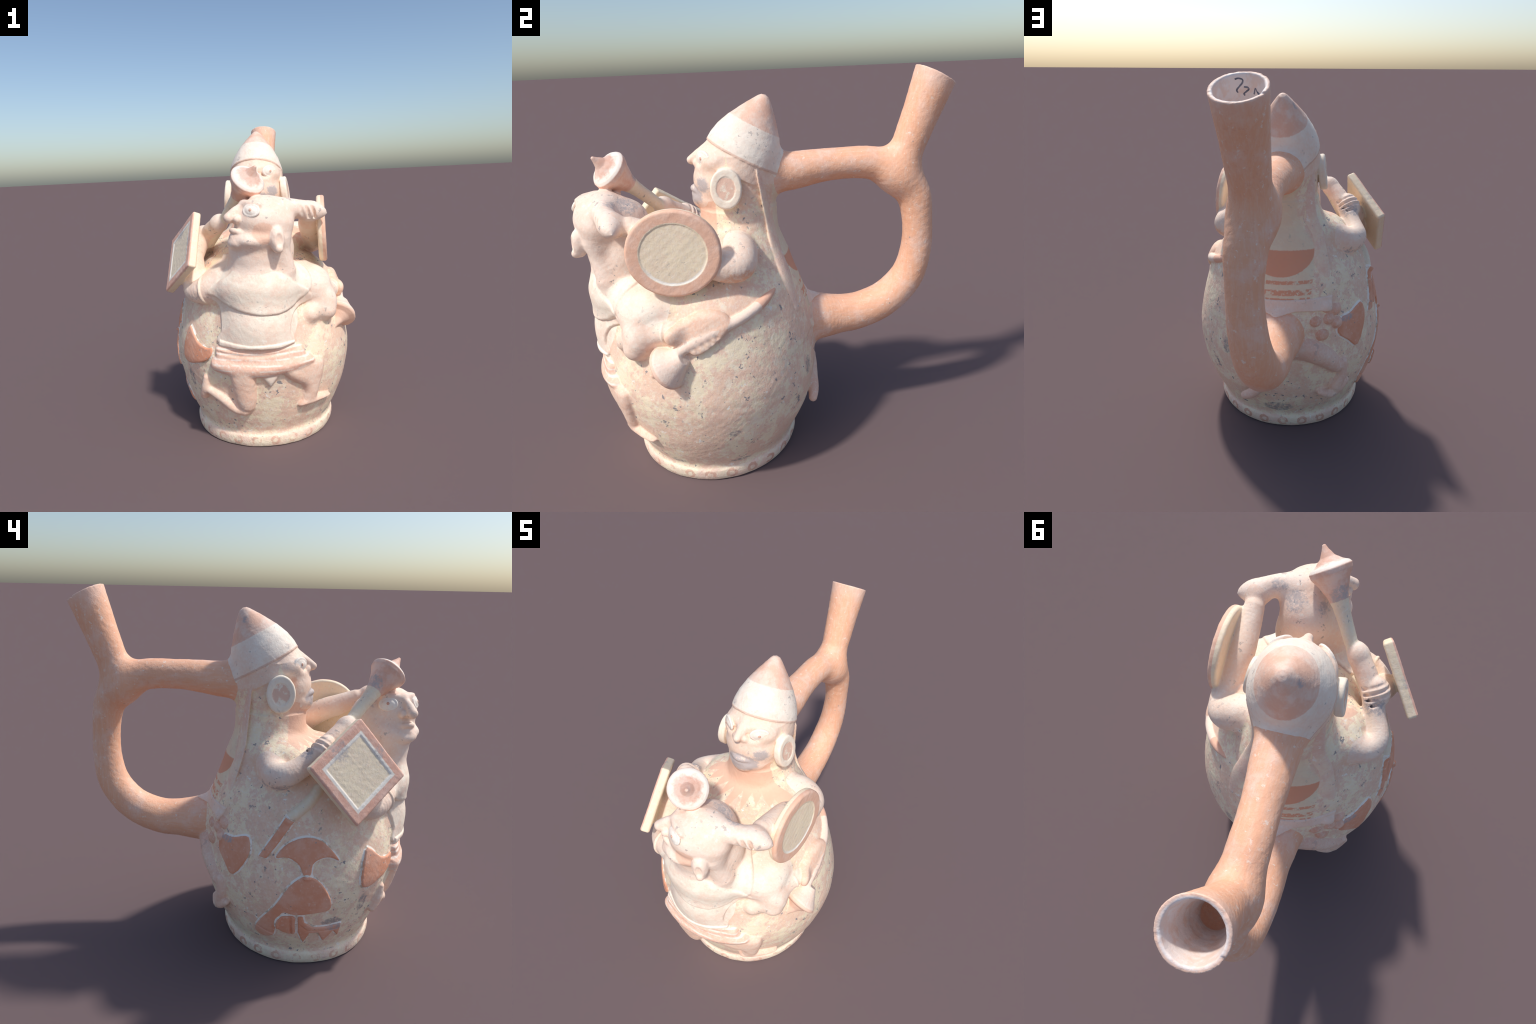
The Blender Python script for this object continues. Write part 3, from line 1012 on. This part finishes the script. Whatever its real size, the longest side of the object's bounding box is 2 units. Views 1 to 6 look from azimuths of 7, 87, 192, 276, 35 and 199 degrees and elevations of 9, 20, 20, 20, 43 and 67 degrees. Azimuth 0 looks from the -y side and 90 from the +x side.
def make_handle():
    s = Shader('burnished_orange_clay')
    # streaks of the burnishing stone run along the arms of the stirrup
    str1 = s.noise(60, 6, .7, stretch=(1, .14, .9))
    str2 = s.noise(60, 6, .7, (4, 1, 2), stretch=(1, .9, .14))
    along = s.ramp(s.xyz[1], .55, .72)
    stv = s.mix(along, str1, str2)
    col = s.mix(s.mul(s.ramp(stv, .40, .68), .75), ORANGE, (.95, .60, .43))
    col = s.mix(s.mul(s.ramp(s.noise(6, 5, .65), .48, .7), .5), col, (.94, .73, .63))
    col = s.mix(s.mul(s.ramp(s.noise(60, 4, .7, (2, 2, 2)), .55, .68), .5), col, (.86, .44, .30))
    col = s.mix(s.mul(s.ramp(s.noise(40, 5, .7, (5, 1, 2)), .6, .66), .5), col, WHITE)
    col = s.mix(s.mul(s.inside(s.ball((-.06, .9, 2.0), .13), .05, .15, 12), .5), col, (.95, .78, .70))
    q = s.vec('SUBTRACT', s.co, tuple(SB))
    t = s.vec('DOT_PRODUCT', q, tuple(sd))
    off = s.vec('LENGTH', s.vec('SUBTRACT', q, s.vec('SCALE', tuple(sd), t)))
    bore = s.f('SUBTRACT', off, s.f('ADD', .096, s.f('MULTIPLY', t, .09)))
    col = s.mix(s.mul(s.inside(s.both(bore, s.f('SUBTRACT', -.25, t)), .004), .9), col, s.mix(s.ramp(s.noise(20, 4, .6), .45, .6), (.97, .87, .82), (.94, .74, .64)))  # bore painted pale to cancel the shadow inside the spout
    d, c = s.cells(16, (.2, .6, .2))
    col = s.mix(s.mul(s.ramp(d, .1, .05), s.ramp(s.noise(5, 3), .55, .62), .7), col, GREY)
    return s.finish(col, rough=.55, bump=.3)


def make_helmet():
    s, col = slip('helmet_slip', (.96, .84, .71), PINK, .5, flecks=.5, pits=.6)
    n = unit(V(0, .48, .877))
    tip = s.plane(-n, -float(n @ V(-.03, -.035, 1.755)))
    red = s.mix(s.ramp(s.noise(12, 5, .7), .4, .65), (.84, .50, .36), (.88, .66, .54))
    col = s.mix(s.mul(s.inside(tip, .003, .012, 50), .95), col, red)
    brim = s.f('SUBTRACT', s.f('ABSOLUTE', s.plane(n, float(n @ V(-.03, -.1, 1.607)) + .004)), .006)
    col = s.mix(s.mul(s.inside(brim, .003, .008, 60), .7), col, (.74, .46, .34))
    col = stain(s, col, [((-.1, .0, 1.84), .02), ((.06, -.11, 1.7), .03), ((.02, -.02, 1.8), .03), ((-.12, -.22, 1.71), .018)], SOOT, .8, .03)
    return s.finish(col)


def make_head_a():
    s, col = slip('painted_face', SKIN, (.88, .60, .46), .6, flecks=.4, pits=.5)
    dark = s.either(s.egg(A(-.01, .165, -.06), (.09, .07, .06)), s.egg(A(-.10, .13, -.005), (.045, .05, .04)))
    col = s.mix(s.mul(s.inside(dark, .01, .05, 35), s.ramp(s.noise(30, 5, .7), .3, .48), .85), col, SOOT)
    cheek = s.egg(A(.10, .08, .01), (.055, .055, .10))
    col = s.mix(s.mul(s.inside(cheek, .006, .02, 40), .85), col, (.80, .44, .30))
    return s.finish(col)


def make_spool(c, ax):
    s, col = slip('ear_spool_slip', (.97, .85, .69), PINK, .4, flecks=.6, pits=.4)  # base tinted warmer against the blue sky light on shaded spools
    R = frame(ax)
    q = s.vec('SUBTRACT', s.co, tuple(c))
    u = s.f('DIVIDE', s.vec('DOT_PRODUCT', q, tuple(R[0])), .82)
    w = s.vec('DOT_PRODUCT', q, tuple(R[2]))
    r = s.f('SQRT', s.f('ADD', s.f('MULTIPLY', u, u), s.f('MULTIPLY', w, w)))
    m = s.mul(s.inside(s.f('SUBTRACT', r, .054), .004, .03, 30), s.ramp(s.noise(22, 4, .6), .36, .48), .9)
    col = s.mix(m, col, (.84, .55, .42))
    return s.finish(col)


def make_disc():
    s, col = slip('round_shield_slip', (.98, .82, .58), PINK, .2, flecks=.25, pits=.3)  # face lightened and yellowed because grazing sun leaves it grey
    R = frame(dn)
    q = s.vec('SUBTRACT', s.co, tuple(dc))
    u = s.f('DIVIDE', s.vec('DOT_PRODUCT', q, tuple(R[0])), 1.05)
    w = s.vec('DOT_PRODUCT', q, tuple(R[2]))
    r = s.f('SQRT', s.f('ADD', s.f('MULTIPLY', u, u), s.f('MULTIPLY', w, w)))
    front = s.f('SUBTRACT', .002, s.vec('DOT_PRODUCT', q, tuple(R[1])))
    col = s.mix(s.mul(s.inside(s.both(s.f('SUBTRACT', .146, r), front), .002, .006, 60), .95), col,
                s.mix(s.ramp(s.noise(16, 5, .7), .4, .7), (.90, .53, .37), (.92, .62, .48)))
    edge = s.f('SUBTRACT', s.f('ABSOLUTE', s.f('SUBTRACT', r, .138)), .006)
    col = s.mix(s.mul(s.inside(s.both(edge, front), .002, .012, 40), s.ramp(s.xyz[2], 1.25, 1.14), .9), col, WHITE)
    return s.finish(col)


def make_diamond():
    s, col = slip('diamond_shield_slip', (.98, .82, .58), PINK, .2, flecks=.3, pits=.4)  # warm tint baked into the panel to counter its weak light
    q = s.vec('SUBTRACT', s.co, tuple(D0))
    u = s.f('ABSOLUTE', s.vec('DOT_PRODUCT', q, tuple(DU)))
    w = s.f('ABSOLUTE', s.vec('DOT_PRODUCT', q, tuple(DW)))
    m = s.f('MAXIMUM', u, w)
    front = s.f('SUBTRACT', .013, s.vec('DOT_PRODUCT', q, tuple(dn2)))
    redm = s.inside(s.both(s.f('SUBTRACT', hs * .76, m), front), .003, .004, 60)
    line = s.inside(s.both(s.f('SUBTRACT', s.f('ABSOLUTE', s.f('SUBTRACT', m, hs * .71)), hs * .05), front), .003, .012, 50)
    col = s.mix(s.mul(redm, .95), col, s.mix(s.ramp(s.noise(14, 5, .7), .4, .7), (.83, .45, .33), (.88, .58, .47)))
    col = s.mix(s.mul(line, .9), col, WHITE)
    col = stain(s, col, [(D0 + dn2 * .02 - DU * hs * .1 + DW * hs * .75, .05), (D0 + dn2 * .02 + DU * hs * .8, .03)], SOOT, .6, .09)
    return s.finish(col)


def make_club_a():
    s, col = slip('club_slip', (.90, .78, .58), TAN, .4, flecks=.5, pits=.6)
    q = s.vec('SUBTRACT', s.co, tuple(ca))
    t = s.vec('DOT_PRODUCT', q, tuple(cd))
    head = s.inside(s.f('SUBTRACT', -.145, t), .003, .012, 50)
    redc = s.mix(s.ramp(s.noise(14, 5, .7), .4, .65), (.80, .46, .34), (.86, .62, .52))
    redc = s.mix(s.inside(s.f('SUBTRACT', -.002, t), .004, .01), redc, s.mix(s.inside(s.f('SUBTRACT', .02, t), .01, .05), (.93, .82, .72), redc))
    col = s.mix(s.mul(head, .95), col, stain(s, redc, [(ca - cd * .11 + V(-.03, .03, .02), .05)], SOOT, .8, .05))
    return s.finish(col)


def simple(name, base, second, amount=.6, **kw):
    rough = kw.pop('rough', .62)
    s, col = slip(name, base, second, amount, **kw)
    return s.finish(col, rough)


def make_sooted_arm():
    s, col = slip('arm_slip_sooted', (.95, .76, .62), (.90, .62, .49), .7, flecks=.5, pits=.7)
    col = stain(s, col, [((-.41, -.25, 1.05), (.06, .07, .035)), ((-.36, -.18, 1.05), (.05, .05, .03)), (hc + V(.0, .06, -.03), .05)], SOOT, .8, .08)
    return s.finish(col)


def make_motif():
    s = Shader('red_brown_slip')
    col = s.mix(s.ramp(s.noise(9, 6, .7), .40, .66), RED, (.84, .46, .32))
    col = s.mix(s.mul(s.ramp(s.noise(45, 5, .7, (3, 1, 1)), .56, .70), .5), col, (.90, .66, .52))
    d, c = s.cells(30, (.1, .3, .5))
    col = s.mix(s.mul(s.ramp(d, .16, .08), s.ramp(s.noise(5, 2, .5, (2, 1, 3)), .50, .56)), col, GREY)
    col = stain(s, col, [(on_vessel(-133, .735, .01), (.05, .05, .02)), (on_vessel(-64, .29, .01), (.05, .06, .03))], SOOT, .8, .06)
    return s.finish(col)


def make_outline():
    s = Shader('chalk_filled_line')
    keep = s.ramp(s.noise(16, 5, .65, (1, 1, 4)), .40, .52)
    col = s.mix(keep, s.mix(s.ramp(s.noise(40, 4, .7), .4, .6), TAN, (.62, .50, .38)), WHITE)
    return s.finish(col)


def make_skirt():
    s, col = slip('kilt_slip', (.93, .58, .43), (.89, .48, .34), .6, flecks=.5, pits=.4)
    wave = s.f('SINE', s.f('ADD', s.f('MULTIPLY', s.xyz[2], 210), s.f('MULTIPLY', s.noise(5, 3), 5)))
    col = s.mix(s.mul(s.ramp(wave, .2, .9), s.ramp(s.noise(12, 4), .4, .55), .6), col, WHITE)
    return s.finish(col)


MAT = {}
def shared(key, fn, *a, **k):
    if key not in MAT:
        MAT[key] = fn(*a, **k)
    return MAT[key]


def material_of(l):
    n = NAMES[l]
    if l in (VESSEL, TORSO_A, NECK_A): return shared('v', make_vessel)
    if l == RING: return shared('r', make_ring)
    if n in ('stirrup_handle', 'spout'): return shared('h', make_handle)
    if l == HELMET: return shared('he', make_helmet)
    if l in (HEAD_A, NOSE_A, LIPS_A): return shared('ha', make_head_a)
    for sl, c, ax in SPOOLS:
        if l == sl: return make_spool(c, ax)
    if l == DISC: return make_disc()
    if l == DIAMOND: return make_diamond()
    if l == CLUB_A: return shared('ca', make_club_a)
    if n == 'pupil': return shared('pu', simple, 'pupil_slip', (.70, .36, .25), PINK, .3, flecks=0, pits=0)
    if n == 'eye': return shared('ey', simple, 'eye_slip', WHITE, PINK, .4, flecks=.3, pits=.2)
    if n == 'hair_lock': return shared('hl', simple, 'lock_slip', (.88, .60, .47), CREAM, .7, flecks=.8, pits=.6)
    if 'emblem' in n or n in ('fan_ornament', 'club_grip'): return shared('mo', make_motif)
    if n == 'rosette': return shared('ro', simple, 'rosette_slip', (.80, .42, .28), PINK, .4, flecks=.5, pits=.5)
    if n == 'incised_outline': return shared('ol', make_outline)
    if l == SKIRT_B: return shared('sk', make_skirt)
    if l in (COLLAR_B, BELT_B): return shared('co', simple, 'collar_slip', (.96, .84, .69), (.92, .66, .52), .7, scale=16, flecks=.6, pits=.4)
    if l in (TORSO_B, LOIN_B): return shared('tb', simple, 'tunic_slip', (.96, .82, .67), (.92, .67, .53), .8, scale=11, flecks=.8, pits=.3)
    if l in (THIGH_BR, FOOT_BR, LEG_BL, FOOT_BL): return shared('lb', simple, 'leg_slip', (.93, .60, .44), (.95, .76, .61), .6, flecks=.4, pits=.3)
    if l in (THIGH_A, FOOT_A, FOOT_A2): return shared('la', simple, 'leg_slip_worn', (.85, .55, .42), (.89, .70, .56), .6, flecks=.8, pits=.6)
    if l == CLUB_B:
        if 'cb' not in MAT:
            s, col = slip('short_club_slip', (.95, .74, .60), (.92, .64, .50), .7, flecks=.5, pits=.4)
            tip = s.ball(on_vessel(136, 1.0, .01), .115)
            col = s.mix(s.mul(s.inside(tip, .003, .006, 50), .9), col, (.88, .50, .35))
            rim = s.f('SUBTRACT', .0, s.f('SUBTRACT', s.vec('DOT_PRODUCT', s.co, tuple(fd)), float(fb @ fd) - .012))
            rim = s.both(rim, s.f('SUBTRACT', s.vec('DISTANCE', s.co, tuple(fb)), .18))
            col = s.mix(s.mul(s.inside(rim, .003, .008, 50), .8), col, (.91, .58, .43))
            MAT['cb'] = s.finish(col)
        return MAT['cb']
    if l == HAND_BL: return shared('hbl', simple, 'hand_slip', (.93, .58, .41), (.95, .76, .60), .6, flecks=.4, pits=.4)
    if l == ARM_AL:
        if 'aal' not in MAT:
            s, col = slip('shoulder_slip', (.94, .70, .55), (.96, .81, .68), .9, flecks=.4, pits=.6)
            col = stain(s, col, [((.37, -.15, 1.10), (.07, .1, .06))], (.88, .50, .32), .9, .07)
            MAT['aal'] = s.finish(col)
        return MAT['aal']
    if l in (HAND_AL, ARM_BL): return shared('al', simple, 'arm_slip', (.94, .68, .53), (.96, .81, .68), .9, flecks=.4, pits=.6)
    if l in (ARM_AR, HAND_AR, ARM_BR, HAND_BR): return shared('ar', make_sooted_arm)
    if n == 'wristband': return shared('wb', simple, 'band_slip', (.92, .78, .62), PINK, .4)
    if l in (HEAD_B, HAIR_B, HAIR_SIDE):
        if 'hb' not in MAT:
            s, col = slip('head_slip', (.95, .75, .62), (.92, .64, .49), .7, flecks=.5, pits=.8)
            col = stain(s, col, [((.12, -.67, 1.43), (.06, .05, .05)), ((.0, -.69, 1.40), (.04, .04, .04)), ((.22, -.73, 1.45), (.04, .03, .03)), ((.06, -.65, 1.30), (.09, .04, .06))], SOOT, .7, .07)
            for sg in (-1, 1):
                cheek = s.egg(B(.105 * sg, .05, -.055), (.06, .06, .065))
                col = s.mix(s.mul(s.inside(cheek, .005, .02, 40), .8), col, (.88, .54, .39))
            MAT['hb'] = s.finish(col)
        return MAT['hb']
    return shared('sb', simple, 'skin_slip', (.95, .75, .62), (.92, .64, .49), .7, flecks=.5, pits=.5)


root = bpy.data.objects.new('effigy_bottle', None)
bpy.context.scene.collection.objects.link(root)
root['label'] = 'worn clay stirrup-spout bottle modelled as two fighting warriors'
root['category'] = 'pottery bottle'
build_parts(root, material_of)

# hand-written inventory mark in black ink on the inner wall of the spout mouth
INK = Shader('black_ink')
INK_MAT = INK.finish(INK.mix(INK.ramp(INK.noise(90, 3), .4, .6), (.13, .13, .17), (.25, .24, .28)), bump=.1)
STROKES = [[(-0.025, 0.791, 1.974), (-0.036, 0.787, 1.977), (-0.05, 0.783, 1.973), (-0.049, 0.781, 1.962), (-0.039, 0.781, 1.951), (-0.029, 0.782, 1.938), (-0.032, 0.778, 1.93)], [(-0.054, 0.778, 1.949), (-0.067, 0.778, 1.947), (-0.071, 0.777, 1.941), (-0.058, 0.774, 1.931), (-0.052, 0.773, 1.926), (-0.056, 0.772, 1.92)], [(-0.09, 0.779, 1.925), (-0.096, 0.785, 1.944), (-0.103, 0.787, 1.933), (-0.112, 0.796, 1.922)]]
for pts in STROKES:
    cu = bpy.data.curves.new('inventory_mark', 'CURVE')
    cu.dimensions = '3D'
    cu.bevel_depth = .0042
    cu.use_fill_caps = True
    sp = cu.splines.new('POLY')
    P = spline(pts, 5)
    off = P - (SB + np.outer((P - SB) @ sd, sd))          # sink the ink into the wall
    P = P + off / np.linalg.norm(off, axis=1, keepdims=True) * .003
    sp.points.add(len(P) - 1)
    for p, q in zip(sp.points, P):
        p.co = (*q, 1)
    tmp = bpy.data.objects.new('inventory_mark', cu)
    bpy.context.scene.collection.objects.link(tmp)
    bpy.context.view_layer.update()
    me = bpy.data.meshes.new_from_object(tmp.evaluated_get(bpy.context.evaluated_depsgraph_get()))
    bpy.data.objects.remove(tmp)
    bpy.data.curves.remove(cu)
    me.name = 'inventory_mark'
    me.materials.clear()
    me.materials.append(INK_MAT)
    mk = bpy.data.objects.new('inventory_mark', me)
    bpy.context.scene.collection.objects.link(mk)
    mk.parent = root
